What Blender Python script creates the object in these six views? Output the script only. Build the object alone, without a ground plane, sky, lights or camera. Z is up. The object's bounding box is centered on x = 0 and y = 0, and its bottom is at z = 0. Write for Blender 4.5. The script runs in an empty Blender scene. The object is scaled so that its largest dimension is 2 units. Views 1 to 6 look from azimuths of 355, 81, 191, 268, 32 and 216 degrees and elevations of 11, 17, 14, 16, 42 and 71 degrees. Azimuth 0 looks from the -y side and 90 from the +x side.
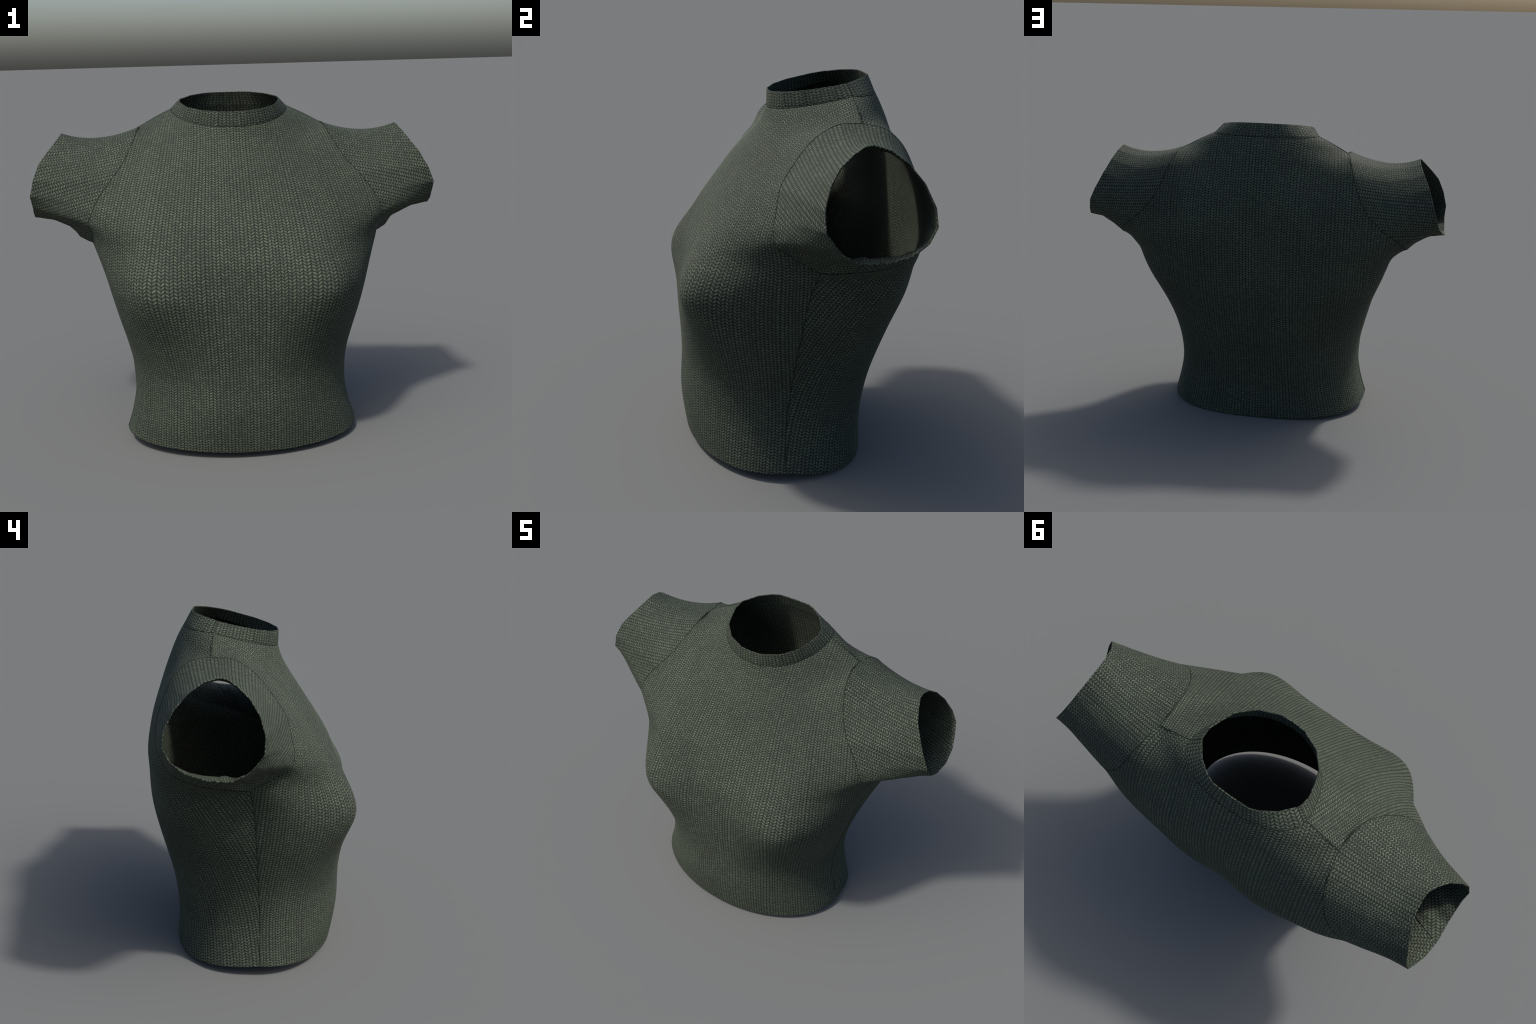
# Knitted raglan-style jumper without a body inside: front panel, back panel, two short
# sleeves and a collar band.  Every part is a parametric cloth sheet; the stocking stitch is
# real relief on the sheet, laid out on a flattened (unwrapped) pattern piece like real cloth.
import bpy, math
import numpy as np

STEP = 0.0028          # spacing of the fine cloth grid (m)
WALE = 0.0318          # width of one column of V stitches (m)
COURSE = 0.0135        # height of one row of stitches (m)
RELIEF = 0.0012        # yarn relief (m)
THICK = 0.0045         # cloth thickness (m)
SLANT = 0.80           # how many rows one leg of a V climbs


# ------------------------------------------------------------------ small numeric helpers
def pchip(x, y, xi):
    """Monotone cubic interpolation of the columns of y(x) at xi."""
    x = np.asarray(x, float); y = np.asarray(y, float)
    flat = y.ndim == 1
    if flat: y = y[:, None]
    h = np.diff(x)[:, None]; d = np.diff(y, axis=0) / h
    m = np.zeros_like(y)
    w1 = 2 * h[1:] + h[:-1]; w2 = h[1:] + 2 * h[:-1]
    ok = d[:-1] * d[1:] > 0
    with np.errstate(divide="ignore", invalid="ignore"):
        hm = (w1 + w2) / (w1 / d[:-1] + w2 / d[1:])
    m[1:-1] = np.where(ok, hm, 0)
    m[0], m[-1] = d[0], d[-1]
    xi = np.asarray(xi, float)
    k = np.clip(np.searchsorted(x, xi, side="right") - 1, 0, len(x) - 2)
    t = ((xi - x[k]) / h[k, 0])[:, None]; hh = h[k]
    r = (y[k] * (1 + 2 * t) * (1 - t) ** 2 + hh * m[k] * t * (1 - t) ** 2
         + y[k + 1] * t * t * (3 - 2 * t) + hh * m[k + 1] * t * t * (t - 1))
    return r[:, 0] if flat else r


def even(curve, n):
    s = np.concatenate([[0], np.cumsum(np.linalg.norm(np.diff(curve, axis=0), axis=1))])
    q = np.linspace(0, s[-1], n)
    return np.stack([np.interp(q, s, curve[:, i]) for i in range(curve.shape[1])], 1)


def grid_sample(G, vi, ui):
    """Bicubic-ish (separable Catmull-Rom) sampling of a grid G[rows, cols, k] at unit coordinates."""
    def along(A, q):
        n = A.shape[0]; x = q * (n - 1); i = np.clip(x.astype(int), 0, n - 2); t = (x - i)
        t = t.reshape((-1,) + (1,) * (A.ndim - 1))
        g = lambda j: A[np.clip(j, 0, n - 1)]
        a, b, c, d = g(i - 1), g(i), g(i + 1), g(i + 2)
        a = np.where((i == 0).reshape(t.shape), 2 * b - c, a)
        d = np.where((i == n - 2).reshape(t.shape), 2 * c - b, d)
        return 0.5 * (2 * b + (c - a) * t + (2 * a - 5 * b + 4 * c - d) * t * t + (3 * b - a - 3 * c + d) * t ** 3)
    return np.swapaxes(along(np.swapaxes(along(G, vi), 0, 1), ui), 0, 1)


def grid_normals(G, sign=1.0):
    du = np.gradient(G, axis=1); dv = np.gradient(G, axis=0)
    n = np.cross(du, dv) * sign
    return n / (np.linalg.norm(n, axis=2, keepdims=True) + 1e-12)


# ------------------------------------------------------------------ the garment's shape
# side seam from the hem to the armpit, then the armhole (front and back) to the shoulder
SIDE = [(.575, -.065, .045), (.545, -.065, .14), (.524, -.06, .27), (.531, -.05, .385), (.556, -.04, .50),
        (.599, -.025, .66), (.634, -.012, .80), (.668, .004, .90)]
ARMPIT = (.706, .022, .980)
ARM_FRONT = [(.696, -.100, 1.050), (.706, -.160, 1.100), (.689, -.167, 1.150), (.660, -.154, 1.207), (.600, -.131, 1.289),
             (.537, -.075, 1.365), (.489, .009, 1.456), (.470, .068, 1.499), (.461, .141, 1.525)]
SHOULDER = (.455, .220, 1.526)
ARM_BACK = [(.780, .110, 1.002), (.802, .240, 1.020), (.782, .370, 1.064), (.736, .416, 1.112), (.670, .444, 1.165), (.607, .452, 1.228),
            (.559, .440, 1.300), (.527, .418, 1.370), (.500, .378, 1.450), (.474, .300, 1.512)]
NECK_SIDE = (.290, .216, 1.610)
SHOULDER_SEAM = [(.374, .219, 1.570)]

# one line per row of the FRONT: centre (y, z) and the two exponents of the cross-section
FRONT_EDGE = SIDE + [ARMPIT] + ARM_FRONT + [SHOULDER] + SHOULDER_SEAM + [NECK_SIDE]
FRONT_MID = [(-.450, .028, 2.0, .50), (-.470, .14, 2.0, .51), (-.479, .25, 2.0, .54), (-.472, .37, 2.0, .54), (-.477, .49, 2.25, .49),
             (-.490, .64, 2.55, .44), (-.488, .77, 2.6, .43), (-.468, .86, 2.5, .46),
             (-.455, .925, 2.3, .54),
             (-.430, .975, 2.2, .68), (-.402, 1.03, 2.2, .78), (-.384, 1.08, 2.1, .88), (-.350, 1.13, 2.0, .95), (-.300, 1.20, 2.0, 1.0),
             (-.250, 1.27, 2.0, 1.0), (-.195, 1.35, 2.0, .95), (-.155, 1.405, 2.0, .90), (-.130, 1.445, 2.0, .84),
             (-.112, 1.480, 2.0, .74), (-.103, 1.508, 2.0, .60), (-.098, 1.530, 2.0, .50)]
BACK_EDGE = SIDE + [ARMPIT] + ARM_BACK + [SHOULDER] + SHOULDER_SEAM + [NECK_SIDE]
BACK_MID = [(.352, .003, 2.6, .385), (.348, .14, 2.6, .385), (.362, .25, 2.6, .385), (.385, .37, 2.6, .385), (.428, .50, 2.6, .40),
            (.475, .64, 2.5, .42), (.505, .76, 2.5, .44), (.518, .86, 2.4, .46),
            (.522, .93, 2.3, .48),
            (.524, .98, 2.2, .52), (.524, 1.03, 2.2, .60), (.521, 1.08, 2.2, .74), (.515, 1.13, 2.2, .85), (.507, 1.19, 2.2, .97), (.495, 1.25, 2.2, 1.05),
            (.478, 1.31, 2.2, 1.15), (.457, 1.38, 2.2, 1.25), (.430, 1.46, 2.2, 1.3), (.410, 1.52, 2.2, 1.2), (.395, 1.555, 2.2, 1.0),
            (.378, 1.59, 2.2, .70), (.364, 1.614, 2.1, .48)]

# cuff ring of the +x sleeve, from the top over the front and the underarm to the back
CUFF = [(.838, .172, 1.506), (.842, .138, 1.500), (.858, .096, 1.476), (.888, .042, 1.432), (.930, .000, 1.375),
        (.967, -.028, 1.297), (.991, -.026, 1.222), (.988, .010, 1.170), (.990, .045, 1.134), (.993, .110, 1.102),
        (1.00, .205, 1.105), (.990, .299, 1.127), (.970, .363, 1.168), (.955, .398, 1.226), (.930, .396, 1.292),
        (.898, .360, 1.372), (.867, .303, 1.440), (.845, .238, 1.487)]


def cross_section(edge, mid, n=61):
    """Half a row of a panel: from the centre line round to the edge point."""
    xe, ye, ze = edge; yc, zc, p, q = mid
    th = np.linspace(0, math.pi / 2, 160)
    u = np.sin(th) ** 0.9
    w = np.clip(1 - u ** p, 0, 1) ** q
    return even(np.stack([xe * u, ye + (yc - ye) * w, ze + (zc - ze) * w], 1), n)


def bust(P):
    """Two soft mounds on the front, full at the sides."""
    x, z = np.abs(P[..., 0]), P[..., 2]
    b = np.exp(-((x - .38) / .17) ** 2 - ((z - .825) / np.where(z > .825, .175, .175)) ** 2)
    b *= 1 - np.linspace(0, 1, P.shape[1])[None, :] ** 8
    P = P.copy(); P[..., 0] += .036 * b * np.sign(P[..., 0]); P[..., 1] -= .068 * b
    return P


def back_muscles(P):
    """Hollow along the spine and the full flanks that run from the armpits down to the waist."""
    z = P[..., 2]; t = np.linspace(0, 1, P.shape[1])[None, :]
    P = P.copy()
    spine = .030 * np.exp(-((z - .90) / .36) ** 4)
    P[..., 1] -= spine * np.exp(-(P[..., 0] / .15) ** 2)
    flank = np.exp(-((z - .90) / np.where(z > .90, .14, .23)) ** 2) * np.sin(math.pi * t ** 1.65) ** 2
    P[..., 0] += .074 * flank; P[..., 1] += .048 * flank
    P[..., 1] -= .026 * np.exp(-((P[..., 0] - .31) / .13) ** 2 - ((z - 1.445) / .10) ** 2) * (1 - t ** 2)
    return P


def lean(P):
    """The whole garment sits a touch to -x ; the sleeve tops ride up."""
    P = np.array(P, float)
    x = P[..., 0].copy()
    P[..., 0] -= .009 * np.clip(1 - x * x, 0, 1)
    P[..., 2] += .003 * np.clip((np.abs(x) - .45) / .3, 0, 1) * np.clip((P[..., 2] - 1.2) / .2, 0, 1)
    P[..., 2] -= .016 * x * np.exp(-(P[..., 2] / .10) ** 2)
    P[..., 0] -= .011 * np.clip((np.abs(x) - .6) / .3, 0, 1) * np.exp(-((P[..., 2] - 1.38) / .12) ** 2)
    return P


def relax(H, passes):
    """Evens out a sheet along its rows of control, borders fixed."""
    for _ in range(passes):
        inner = .25 * H[:-2] + .5 * H[1:-1] + .25 * H[2:]
        keep = np.linspace(0, 1, H.shape[1])[None, :, None]
        keep = np.clip((keep - .80) / .20, 0, 1) ** 2
        H = H.copy(); H[1:-1] = inner * (1 - keep) + H[1:-1] * keep
        H[:, 1:-1] = .15 * H[:, :-2] + .7 * H[:, 1:-1] + .15 * H[:, 2:]
    return H


def edge_curve(edges, at):
    """Edge points at fractional row numbers: side seam, armhole and shoulder seam are curves of their own,
    so that neighbouring parts run along exactly the same lines."""
    out = np.zeros((len(at), 3))
    corners = [0, len(SIDE), len(edges) - 2 - len(SHOULDER_SEAM), len(edges) - 1]
    for a, b in zip(corners[:-1], corners[1:]):
        P = edges[a:b + 1]
        s = np.concatenate([[0], np.cumsum(np.linalg.norm(np.diff(P, axis=0), axis=1))])
        here = (at >= a) & (at <= b)
        out[here] = pchip(s, P, np.interp(at[here], np.arange(a, b + 1), s))
    return out


def panel(edges, mids, front):
    """Coarse control grid of a whole panel, [rows, columns, 3], columns from -x to +x."""
    edges = np.array(edges); mids = np.array(mids)
    key = np.concatenate([[0], np.cumsum(.5 * np.linalg.norm(np.diff(edges, axis=0), axis=1)
                                         + .5 * np.linalg.norm(np.diff(mids[:, :2], axis=0), axis=1))])
    k = np.concatenate([np.linspace(i, j, max(1, int((j - i) / .016)), endpoint=False) for i, j in zip(key[:-1], key[1:])] + [key[-1:]])
    E, M = edge_curve(edges, np.interp(k, key, np.arange(len(key)))), pchip(key, mids, k)
    rows = [cross_section(e, m) for e, m in zip(E, M)]
    H = np.array(rows)
    H = relax(H, 14)
    H = bust(H) if front else back_muscles(H)
    full = np.concatenate([H[:, :0:-1] * [-1, 1, 1], H], 1)
    e = H[:, -1]
    row = [int(np.argmin(np.linalg.norm(e - p, axis=1))) for p in (ARMPIT, SHOULDER)]
    return lean(full), e[row[0]:row[1] + 1]


def sleeve_grid(sign):
    """Coarse control grid of the +x sleeve: rows from armhole to cuff, columns round the arm, cut at the underarm."""
    # matching cuff points by relative length round both rings, both starting at the shoulder
    a = even(np.vstack([ARM_EDGE_FRONT[::-1], ARM_EDGE_BACK[1:]]), 481)
    sa = np.linspace(0, 1, 481)
    C = np.array(CUFF); c = even(np.vstack([C, C[:1]]), 481)
    # arc fractions of landmarks: front corner, armpit and back corner of the armhole against those of the cuff
    land_a, land_c = [0, .24, .43, .53, .62, .80, 1], [0, .26, .42, .52, .62, .80, 1]
    f = pchip(land_a, land_c, sa)
    c = np.stack([np.interp(f, sa, c[:, i]) for i in range(3)], 1)
    ang = sa * 2 * math.pi
    low = np.exp(-((sa - .53) / .13) ** 2)               # weight of the underarm
    top = np.exp(-(np.minimum(sa, 1 - sa) / .14) ** 2)     # weight of the shoulder
    D = c - a
    TA = D * .95; TB = D * .95
    TA = TA * (1 - low[:, None]) + low[:, None] * np.array([.20, .02, .24])
    TB = TB * (1 - low[:, None]) + low[:, None] * np.array([.26, .03, .02])
    TA[:, 2] -= .13 * top; TB[:, 2] += .17 * top
    rows = []
    for v in np.linspace(0, 1, 25):
        rows.append((1 + 2 * v) * (1 - v) ** 2 * a + v * (1 - v) ** 2 * TA + v * v * (3 - 2 * v) * c + v * v * (v - 1) * TB)
    G = np.array(rows)[:, :-1]
    cut = int(.53 * 480)
    G = np.concatenate([G[:, cut:], G[:, :cut + 1]], 1)[:, ::4]
    # cloth bunched at the underarm: soft folds that run in from the cuff, front and back
    v = np.linspace(0, 1, G.shape[0])[:, None]; u = np.linspace(0, 1, G.shape[1])[None, :]
    n = grid_normals(G); n *= np.sign((n * (G - G.mean(1, keepdims=True))).sum())
    fold = lambda at, wide: np.exp(-((u - at - .03 * v) / wide) ** 2)
    reach = np.sin(math.pi * np.clip(v, 0, 1))
    G = G + n * (reach * (-.013 * fold(.925, .055) + .004 * fold(.900, .020) - .009 * fold(.862, .024) + .004 * fold(.82, .03)
                          + .004 * fold(.10, .03) - .005 * fold(.145, .025))
              + np.sin(math.pi * v) ** .7 * .0042 * np.exp(-((u - np.round(u)) / .15) ** 2)
              * np.sin(2 * math.pi * (24 * u + 1.6 * v)) * np.cos(2 * math.pi * (3.1 * u - .8 * v) + .6))[..., None]
    return lean(G * [sign, 1, 1])


def collar_grid():
    """Collar band: rows from the base seam to the top rim, columns once round from the back centre."""
    front = cross_section(NECK_SIDE, FRONT_MID[-1], 81)
    back = cross_section(NECK_SIDE, BACK_MID[-1], 81)
    half = np.vstack([back, front[::-1][1:]])            # back centre -> +x side -> front centre
    base = np.vstack([half, (half * [-1, 1, 1])[::-1][1:]])
    TOP = [(0, .330, 1.683), (.088, .327, 1.682), (.127, .311, 1.680), (.187, .268, 1.673), (.243, .197, 1.659), (.250, .140, 1.648),
           (.231, .070, 1.634), (.213, .018, 1.624), (.150, -.052, 1.610), (.060, -.093, 1.602), (0, -.098, 1.600)]
    th = np.array(TOP); th = even(th, 161)
    # keep the side seam of the band at the side: same share of columns behind and before it
    side = np.array([.243, .197, 1.659]); i = int(np.argmin(np.linalg.norm(th - side, axis=1)))
    th = np.vstack([even(th[:i + 1], 81), even(th[i:], 81)[1:]])
    top = np.vstack([th, (th * [-1, 1, 1])[::-1][1:]])
    rows = [base + (top - base) * v for v in np.linspace(0, 1, 7)]
    mid = base.mean(0)
    for v, r in zip(np.linspace(0, 1, 7), rows):         # the band bellies out a little
        r += (r - [0, .13, r[:, 2].mean()]) * [1, 1, 0] * .004 * math.sin(math.pi * v)
    return lean(np.array(rows))


# ------------------------------------------------------------------ flattening a sheet to its pattern piece
def flatten(G, up_from, up_to, centre):
    """Unwraps the coarse grid; returns (wale, course) in metres, 'up' running along the course axis."""
    R, C = G.shape[:2]
    me = bpy.data.meshes.new("pattern_piece")
    idx = np.arange(R * C).reshape(R, C)
    faces = np.stack([idx[:-1, :-1], idx[:-1, 1:], idx[1:, 1:], idx[1:, :-1]], -1).reshape(-1, 4)
    me.from_pydata(G.reshape(-1, 3).tolist(), [], faces.tolist())
    me.uv_layers.new(name="flat")
    ob = bpy.data.objects.new("pattern_piece", me)
    bpy.context.scene.collection.objects.link(ob)
    bpy.context.view_layer.objects.active = ob
    ob.select_set(True)
    bpy.ops.object.mode_set(mode="EDIT")
    bpy.ops.mesh.select_all(action="SELECT")
    bpy.ops.uv.unwrap(method="ANGLE_BASED", margin=0.0)
    bpy.ops.object.mode_set(mode="OBJECT")
    uv = np.zeros(len(me.loops) * 2); me.uv_layers["flat"].data.foreach_get("uv", uv)
    vi = np.zeros(len(me.loops), int); me.loops.foreach_get("vertex_index", vi)
    flat = np.zeros((R * C, 2)); flat[vi] = uv.reshape(-1, 2)
    F = flat.reshape(R, C, 2)
    bpy.data.objects.remove(ob); bpy.data.meshes.remove(me)
    up = F[up_to] - F[up_from]; up = up / np.linalg.norm(up)
    right = np.array([up[1], -up[0]])
    if ((F[:, -1] - F[:, 0]).mean(0) @ right) < 0: right = -right
    Q = np.stack([(F - F[centre]) @ right, (F - F[centre]) @ up], -1)
    area3 = np.linalg.norm(np.cross(G[1:, :-1] - G[:-1, :-1], G[:-1, 1:] - G[:-1, :-1]), axis=2).sum()
    a, b = Q[1:, :-1] - Q[:-1, :-1], Q[:-1, 1:] - Q[:-1, :-1]
    area2 = np.abs(a[..., 0] * b[..., 1] - a[..., 1] * b[..., 0]).sum()
    return Q * math.sqrt(area3 / area2)


# ------------------------------------------------------------------ stocking stitch
def uneven(w, c):
    """Hand-knit unevenness: columns drift and vary in width, rows waver a little."""
    w2 = w + .09 * np.sin(.9 * w + .02 * c) + .045 * np.sin(2.1 * w + .4 + .035 * c) + .015 * np.sin(4.3 * w + 2 - .02 * c)
    c2 = c + .22 * np.sin(.55 * w + .11 * c) + .12 * np.sin(1.7 * w - .23 * c + 1)
    return w2, c2


def stitch_height(w, c):
    m = np.abs(2 * (w - np.floor(w)) - 1)
    ph = c - SLANT * m
    a = 2 * (ph - np.floor(ph)) - 1
    b = 2 * m - 1
    return (1 - a * a) * (1 - .8 * b ** 4)


# ------------------------------------------------------------------ material
def knit_material(name, tint=1.0):
    mat = bpy.data.materials.new(name); mat.use_nodes = True
    nt = mat.node_tree; N, L = nt.nodes, nt.links
    bsdf = N["Principled BSDF"]

    def put(sock, v):
        if isinstance(v, bpy.types.NodeSocket): L.new(v, sock)
        else: sock.default_value = v

    def math_(op, a, b=None, c=None, clamp=False):
        n = N.new("ShaderNodeMath"); n.operation = op; n.use_clamp = clamp
        put(n.inputs[0], a)
        if b is not None: put(n.inputs[1], b)
        if c is not None: put(n.inputs[2], c)
        return n.outputs[0]

    def attr(nm):
        n = N.new("ShaderNodeAttribute"); n.attribute_name = nm; return n.outputs["Fac"]

    def mix(f, a, b, blend="MIX"):
        n = N.new("ShaderNodeMix"); n.data_type = "RGBA"; n.blend_type = blend
        put(n.inputs[0], f); put(n.inputs[6], a); put(n.inputs[7], b); return n.outputs[2]

    def noise(scale, detail=2.0, rough=.5):
        n = N.new("ShaderNodeTexNoise"); n.inputs["Scale"].default_value = scale
        n.inputs["Detail"].default_value = detail; n.inputs["Roughness"].default_value = rough
        L.new(coord.outputs["Object"], n.inputs["Vector"]); return n.outputs["Fac"]

    def remap(v, a, b, c, d):
        n = N.new("ShaderNodeMapRange"); n.interpolation_type = "SMOOTHSTEP"
        put(n.inputs[0], v)
        for i, k in enumerate((a, b, c, d)): n.inputs[i + 1].default_value = k
        return n.outputs[0]

    coord = N.new("ShaderNodeTexCoord")
    wob = math_("MULTIPLY", math_("SUBTRACT", noise(55, 1), .5), .22)
    wale = attr("wale"); course = math_("ADD", attr("course"), wob)
    side = math_("FRACT", wale)
    m = math_("ABSOLUTE", math_("SUBTRACT", math_("MULTIPLY", side, 2), 1))
    ph = math_("SUBTRACT", course, math_("MULTIPLY", m, SLANT))
    a = math_("SUBTRACT", math_("MULTIPLY", math_("FRACT", ph), 2), 1)
    b = math_("SUBTRACT", math_("MULTIPLY", m, 2), 1)
    yarn = math_("MULTIPLY", math_("SUBTRACT", 1, math_("MULTIPLY", a, a)),
                 math_("SUBTRACT", 1, math_("MULTIPLY", math_("POWER", math_("ABSOLUTE", b), 3), .75)))
    # every leg of every stitch has its own shade of the heathered yarn
    cell = N.new("ShaderNodeCombineXYZ")
    put(cell.inputs[0], math_("FLOOR", math_("MULTIPLY", wale, 2))); put(cell.inputs[1], math_("FLOOR", ph))
    rnd = N.new("ShaderNodeTexWhiteNoise"); L.new(cell.outputs[0], rnd.inputs["Vector"])
    sep = N.new("ShaderNodeSeparateColor"); L.new(rnd.outputs["Color"], sep.inputs[0])
    colno = N.new("ShaderNodeTexWhiteNoise"); colno.noise_dimensions = "1D"
    put(colno.inputs["W"], math_("FLOOR", math_("MULTIPLY", wale, 2)))
    # twist of the plies inside a leg
    ply = math_("SINE", math_("ADD", math_("MULTIPLY", a, 4.0), math_("MULTIPLY", b, 5.0)))

    def rgb(r, g, bl): return (r * tint, g * tint, bl * tint, 1)
    gap, body, light = rgb(.0105, .0132, .0104), rgb(.0325, .0412, .0312), rgb(.096, .119, .078)
    col = mix(remap(yarn, .08, .70, 0, 1), gap, body)  # crevice shading between legs painted into the base colour
    shade = math_("ADD", remap(yarn, .66, 1.0, 0, .72), math_("MULTIPLY", math_("SUBTRACT", sep.outputs[0], .5), .55))  # first term lightens each leg's crest: a painted stitch highlight
    shade = math_("ADD", shade, math_("ADD", math_("MULTIPLY", ply, .07), math_("MULTIPLY", math_("SUBTRACT", colno.outputs["Value"], .5), .08)))
    rib = remap(m, .70, 1.0, 1.0, .80)          # darker line between two columns than down the middle of a V, in the colour only
    shade = math_("MULTIPLY", shade, remap(yarn, .35, .8, 0, 1), clamp=True)
    col = mix(shade, col, light)
    # heather: brown-grey and bluish patches of yarn
    patch = remap(math_("ADD", noise(9, 3, .6), math_("MULTIPLY", sep.outputs[1], .16)), .54, .80, 0, .26)
    col = mix(patch, col, (1.06, .95, .90, 1), "MULTIPLY")
    tone = remap(noise(3.2, 2), .3, .7, .90, 1.10)
    fibre = remap(noise(420, 2, .7), .25, .75, .86, 1.14)
    k = math_("MULTIPLY", math_("MULTIPLY", tone, fibre), rib)
    cmb = N.new("ShaderNodeCombineColor")
    for i in range(3): put(cmb.inputs[i], k)
    col = mix(1.0, col, cmb.outputs[0], "MULTIPLY")
    L.new(col, bsdf.inputs["Base Color"])
    bsdf.inputs["Roughness"].default_value = .84
    bsdf.inputs["Specular IOR Level"].default_value = .22
    bump = N.new("ShaderNodeBump"); bump.inputs["Strength"].default_value = .12; bump.inputs["Distance"].default_value = .0006
    put(bump.inputs["Height"], noise(520, 2, .7)); L.new(bump.outputs[0], bsdf.inputs["Normal"])
    return mat


def thread_material():
    mat = bpy.data.materials.new("dark_seam_thread"); mat.use_nodes = True
    N, L = mat.node_tree.nodes, mat.node_tree.links
    b = N["Principled BSDF"]
    tc = N.new("ShaderNodeTexCoord"); n = N.new("ShaderNodeTexNoise"); n.inputs["Scale"].default_value = 45
    r = N.new("ShaderNodeValToRGB")
    r.color_ramp.elements[0].color = (.009, .012, .009, 1); r.color_ramp.elements[1].color = (.022, .029, .021, 1)
    L.new(tc.outputs["Object"], n.inputs["Vector"]); L.new(n.outputs["Fac"], r.inputs[0]); L.new(r.outputs[0], b.inputs["Base Color"])
    b.inputs["Roughness"].default_value = .95; b.inputs["Specular IOR Level"].default_value = .05
    return mat


# ------------------------------------------------------------------ turning a sheet into a mesh
ROOT = bpy.data.objects.new("knitted_sweater", None)
bpy.context.scene.collection.objects.link(ROOT)
ROOT["label"] = "grey-green knitted short-sleeved sweater with round collar"
ROOT["category"] = "sweater"


def quads(idx):
    return np.stack([idx[:-1, :-1], idx[:-1, 1:], idx[1:, 1:], idx[1:, :-1]], -1).reshape(-1, 4)


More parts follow.
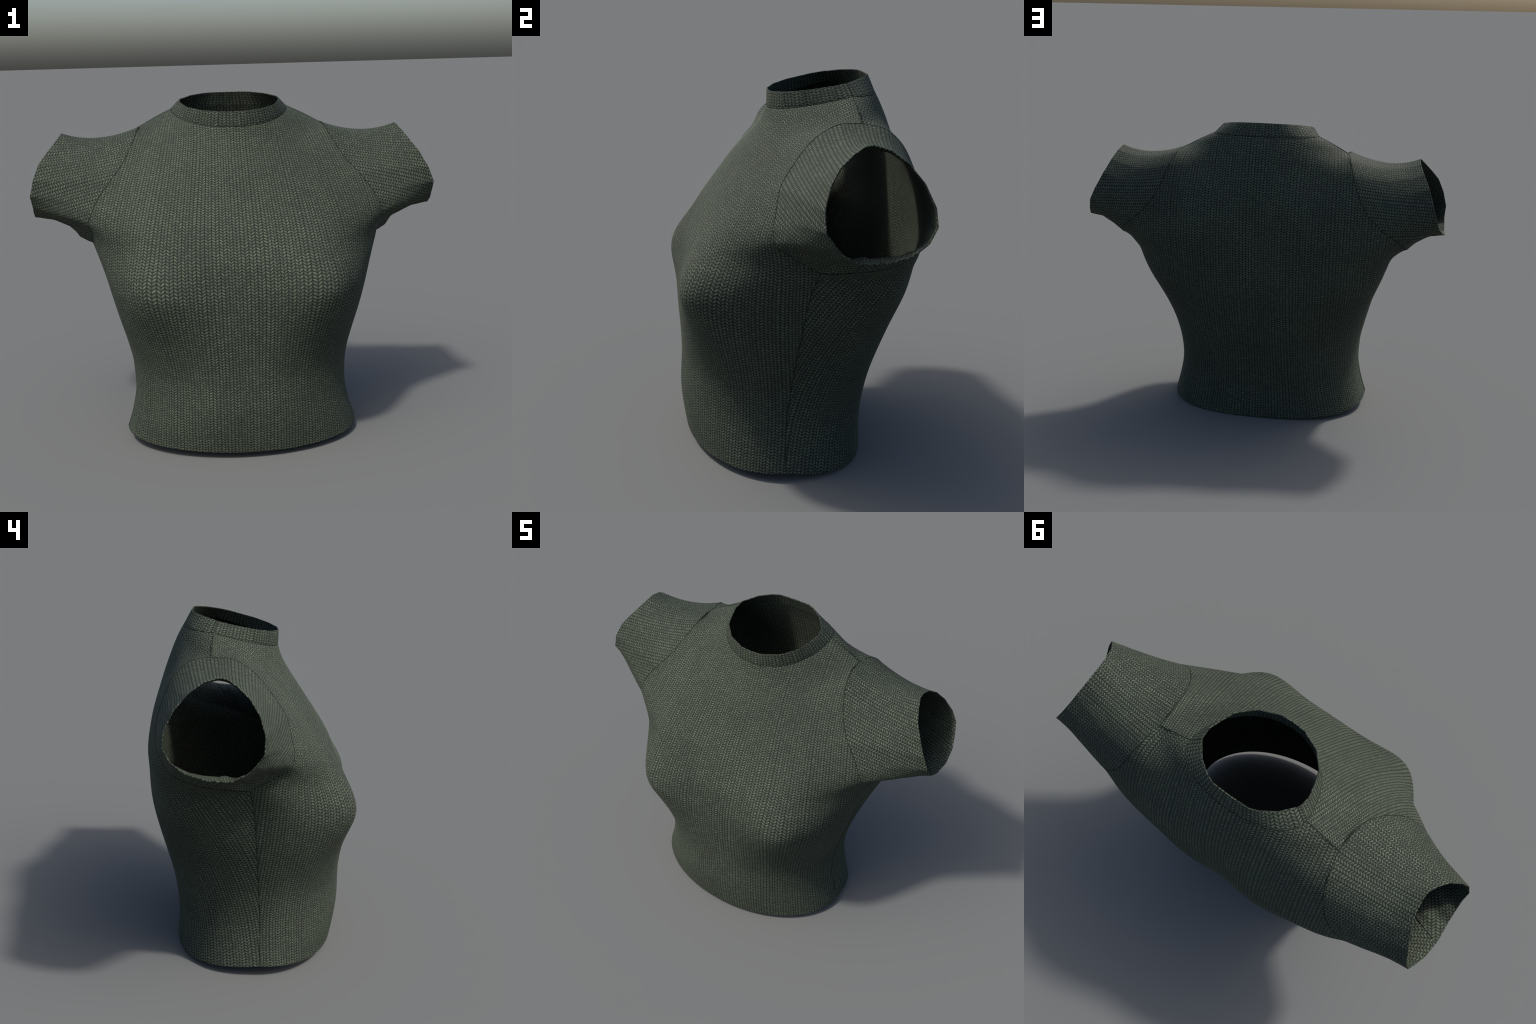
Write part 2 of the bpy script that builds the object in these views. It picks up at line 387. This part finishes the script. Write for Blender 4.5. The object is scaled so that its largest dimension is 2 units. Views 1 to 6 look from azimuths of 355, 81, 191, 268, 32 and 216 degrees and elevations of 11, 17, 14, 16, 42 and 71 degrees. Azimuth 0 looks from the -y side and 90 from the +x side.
def cloth(name, G, flat, material, outward, seams, rims, phase=(0.0, 0.0)):
    """G: coarse grid; flat: its pattern coordinates (m).  seams / rims: which of the four borders
    (bottom, top, left, right) are sewn (relief fades into a groove) or free (closed by a turned edge)."""
    R, C = G.shape[:2]
    length = np.linalg.norm(np.diff(G, axis=0), axis=2).sum(0); width = np.linalg.norm(np.diff(G, axis=1), axis=2).sum(1)
    nv, nu = int(np.percentile(length, 80) / STEP), int(np.percentile(width, 80) / STEP)
    vi, ui = np.linspace(0, 1, nv), np.linspace(0, 1, nu)
    S, F = grid_sample(G, vi, ui), grid_sample(flat, vi, ui)
    sign = 1.0
    n = grid_normals(S)
    if (n * outward(S)).sum() < 0: sign = -1.0; n = -n
    wale, course = F[..., 0] / WALE + phase[0], F[..., 1] / COURSE + phase[1]
    wale, course = uneven(wale, course)
    # distance to the sewn borders, in metres
    near = np.full((nv, nu), 1.0)
    for side, dist in (("bottom", np.cumsum(np.pad(np.linalg.norm(np.diff(S, axis=0), axis=2), ((1, 0), (0, 0))), 0)),
                       ("left", np.cumsum(np.pad(np.linalg.norm(np.diff(S, axis=1), axis=2), ((0, 0), (1, 0))), 1))):
        other = {"bottom": "top", "left": "right"}[side]
        if side in seams: near = np.minimum(near, dist)
        if other in seams:
            far = (dist[-1:] if side == "bottom" else dist[:, -1:]) - dist
            near = np.minimum(near, far)
    sew = np.clip(near / .010, 0, 1); sew = sew * sew * (3 - 2 * sew)
    h = stitch_height(wale, course)
    outer = S + n * (RELIEF * (h - .5) * (.3 + .7 * sew) - .0014 * (1 - sew))[..., None] * np.clip(near / .004, 0, 1)[..., None]
    verts, faces, W, K = [outer.reshape(-1, 3)], [], [wale.ravel()], [course.ravel()]
    idx = np.arange(nv * nu).reshape(nv, nu); base = nv * nu
    order = (lambda q: q) if sign > 0 else (lambda q: q[:, ::-1])
    faces.append(order(quads(idx)))
    # lining side: the same sheet, coarser, one cloth thickness in
    nv2, nu2 = max(8, nv // 5), max(8, nu // 5)
    S2, F2 = grid_sample(G, np.linspace(0, 1, nv2), np.linspace(0, 1, nu2)), grid_sample(flat, np.linspace(0, 1, nv2), np.linspace(0, 1, nu2))
    n2 = grid_normals(S2) * sign
    verts.append((S2 - n2 * (THICK + .0008)).reshape(-1, 3))
    w2, c2 = uneven(F2[..., 0] / WALE + phase[0], F2[..., 1] / COURSE + phase[1])
    W.append(w2.ravel()); K.append(c2.ravel())
    faces.append(order(quads(base + np.arange(nv2 * nu2).reshape(nv2, nu2)))[:, ::-1]); base += nv2 * nu2
    # turned edge along free borders
    for side in rims:
        pick = {"bottom": (slice(0, 1), slice(None)), "top": (slice(-1, None), slice(None))}[side]
        step = 1 if side == "bottom" else -1
        rows = [0, 3, 7] if side == "bottom" else [-1, -4, -8]
        strip = [idx[rows[0]]]
        inward = S[rows[0]] - S[rows[1]]; inward /= np.linalg.norm(inward, axis=1, keepdims=True) + 1e-9
        new = [S[rows[0]] - n[rows[0]] * THICK * .45 + inward * .0008, S[rows[0]] - n[rows[0]] * THICK, S[rows[2]] - n[rows[2]] * THICK]
        for p in new:
            verts.append(p); W.append(wale[rows[0]]); K.append(course[rows[0]])
            strip.append(base + np.arange(nu)); base += nu
        q = quads(np.array(strip))
        faces.append(order(q)[:, ::-1] if side == "bottom" else order(q))
    V = np.vstack(verts); Fc = np.vstack(faces)
    me = bpy.data.meshes.new(name)
    me.vertices.add(len(V)); me.vertices.foreach_set("co", V.ravel())
    me.loops.add(Fc.size); me.loops.foreach_set("vertex_index", Fc.ravel().astype(np.int32))
    me.polygons.add(len(Fc)); me.polygons.foreach_set("loop_start", np.arange(0, Fc.size, 4, dtype=np.int32))
    me.polygons.foreach_set("use_smooth", np.ones(len(Fc), bool))
    for nm, val in (("wale", np.concatenate(W)), ("course", np.concatenate(K))):
        me.attributes.new(nm, "FLOAT", "POINT").data.foreach_set("value", val.astype(np.float32))
    me.update(); me.validate()
    me.materials.append(material)
    ob = bpy.data.objects.new(name, me); bpy.context.scene.collection.objects.link(ob); ob.parent = ROOT
    return ob


def cord(name, curve, normal, material, radius=.0018, sink=.0006, closed=False):
    """A thin sewn thread lying in the groove of a seam."""
    n = len(curve); t = np.gradient(curve, axis=0); t /= np.linalg.norm(t, axis=1, keepdims=True) + 1e-12
    a = normal - (normal * t).sum(1)[:, None] * t; a /= np.linalg.norm(a, axis=1, keepdims=True) + 1e-12
    b = np.cross(t, a); c = curve - a * sink
    ph = np.linspace(0, 2 * math.pi, 7)[:-1]
    V = np.stack([c + radius * (math.cos(p) * a + math.sin(p) * b) for p in ph], 1).reshape(-1, 3)
    # the seam allowance: a flat strip turned to the inside, between cloth and lining side
    d = curve - a * .0030
    V2 = np.stack([d + .0010 * math.cos(p) * a + .0075 * math.sin(p) * b for p in ph], 1).reshape(-1, 3)
    idx = np.arange(n * 6).reshape(n, 6); idx = np.concatenate([idx, idx[:, :1]], 1)
    me = bpy.data.meshes.new(name)
    me.from_pydata(np.vstack([V, V2]).tolist(), [], np.vstack([quads(idx), quads(idx + n * 6)]).tolist())
    me.polygons.foreach_set("use_smooth", np.ones(len(me.polygons), bool)); me.materials.append(material)
    ob = bpy.data.objects.new(name, me); bpy.context.scene.collection.objects.link(ob); ob.parent = ROOT
    return ob


# ------------------------------------------------------------------ build
knit = knit_material("grey_green_knit")
thread = thread_material()

axis = lambda S: S - np.stack([0 * S[..., 0], 0 * S[..., 0] + .05, S[..., 2]], -1)
(FG, ARM_EDGE_FRONT), (BG, ARM_EDGE_BACK) = panel(FRONT_EDGE, FRONT_MID, True), panel(BACK_EDGE, BACK_MID, False)
half = FG.shape[1] // 2
fF = flatten(FG[:, ::2], (4, half // 2), (55, half // 2), (0, half // 2))
fB = flatten(BG[:, ::2], (4, half // 2), (55, half // 2), (0, half // 2))

# the front is knitted finer towards the neck: columns draw together and rows get shorter
height = fF[..., 1]
share = np.clip((height - .95) / .65, 0, 1); share = share * share * (3 - 2 * share)
fF = np.stack([fF[..., 0] * (1 + .12 * share), height + .06 * np.clip(height - .95, 0, None) ** 1.5], -1)
cloth("front_panel", FG[:, ::2], fF, knit, axis, ("top", "left", "right"), ("bottom",))
cloth("back_panel", BG[:, ::2], fB, knit, axis, ("top", "left", "right"), ("bottom",), phase=(.5, .3))

arm_axis = lambda S: S - S.mean(1, keepdims=True)
SLEEVES = [sleeve_grid(1), sleeve_grid(-1)]
for SG in SLEEVES:
    top_col = SG.shape[1] // 2
    fS = flatten(SG, (2, top_col), (22, top_col), (0, top_col))
    cloth("sleeve", SG, fS, knit, arm_axis, ("bottom", "left", "right"), ("top",))

CG = collar_grid()
ring = np.concatenate([[0], np.cumsum(np.linalg.norm(np.diff(CG[3], axis=0), axis=1))])
around = round(ring[-1] / .034) * WALE / ring[-1]
rise = np.linspace(0, np.linalg.norm(CG[-1] - CG[0], axis=1).mean(), CG.shape[0])
fC = np.stack(np.broadcast_arrays(ring[None, :] * around, rise[:, None]), -1).astype(float)
cloth("collar", CG, fC, knit, lambda S: S - np.array([0, .13, 1.62]), ("bottom",), ("top",))

# seams
def edge_normals(G, outward):
    n = grid_normals(G)
    return n if (n * outward(G)).sum() > 0 else -n


def sewn(name, curve, nrm, **kw):
    c = even(np.hstack([curve, nrm]), 3 * len(curve))
    cord(name, c[:, :3], c[:, 3:], thread, **kw)


nF = edge_normals(FG, axis)
for col, sign in ((-1, 1), (0, -1)):
    e = FG[:, col]
    at = lambda p: int(np.argmin(np.linalg.norm(e - lean(np.array(p) * [sign, 1, 1]), axis=1)))
    i, j, k = at(SIDE[0]), at(ARMPIT), at(SHOULDER)
    sewn("side_seam", e[i:j + 1], nF[i:j + 1, col])
    sewn("shoulder_seam", e[k:], nF[k:, col])
for SG in SLEEVES:
    sewn("armhole_seam", SG[0], edge_normals(SG, arm_axis)[0])
nC = edge_normals(CG, lambda S: S - np.array([0, .13, 1.62]))
cord("collar_seam", CG[0], nC[0], thread, sink=.0004, radius=.0016)
for col in (80, 240):
    cord("collar_seam", even(CG[:, col], 30), np.repeat(nC[3:4, col], 30, 0), thread)
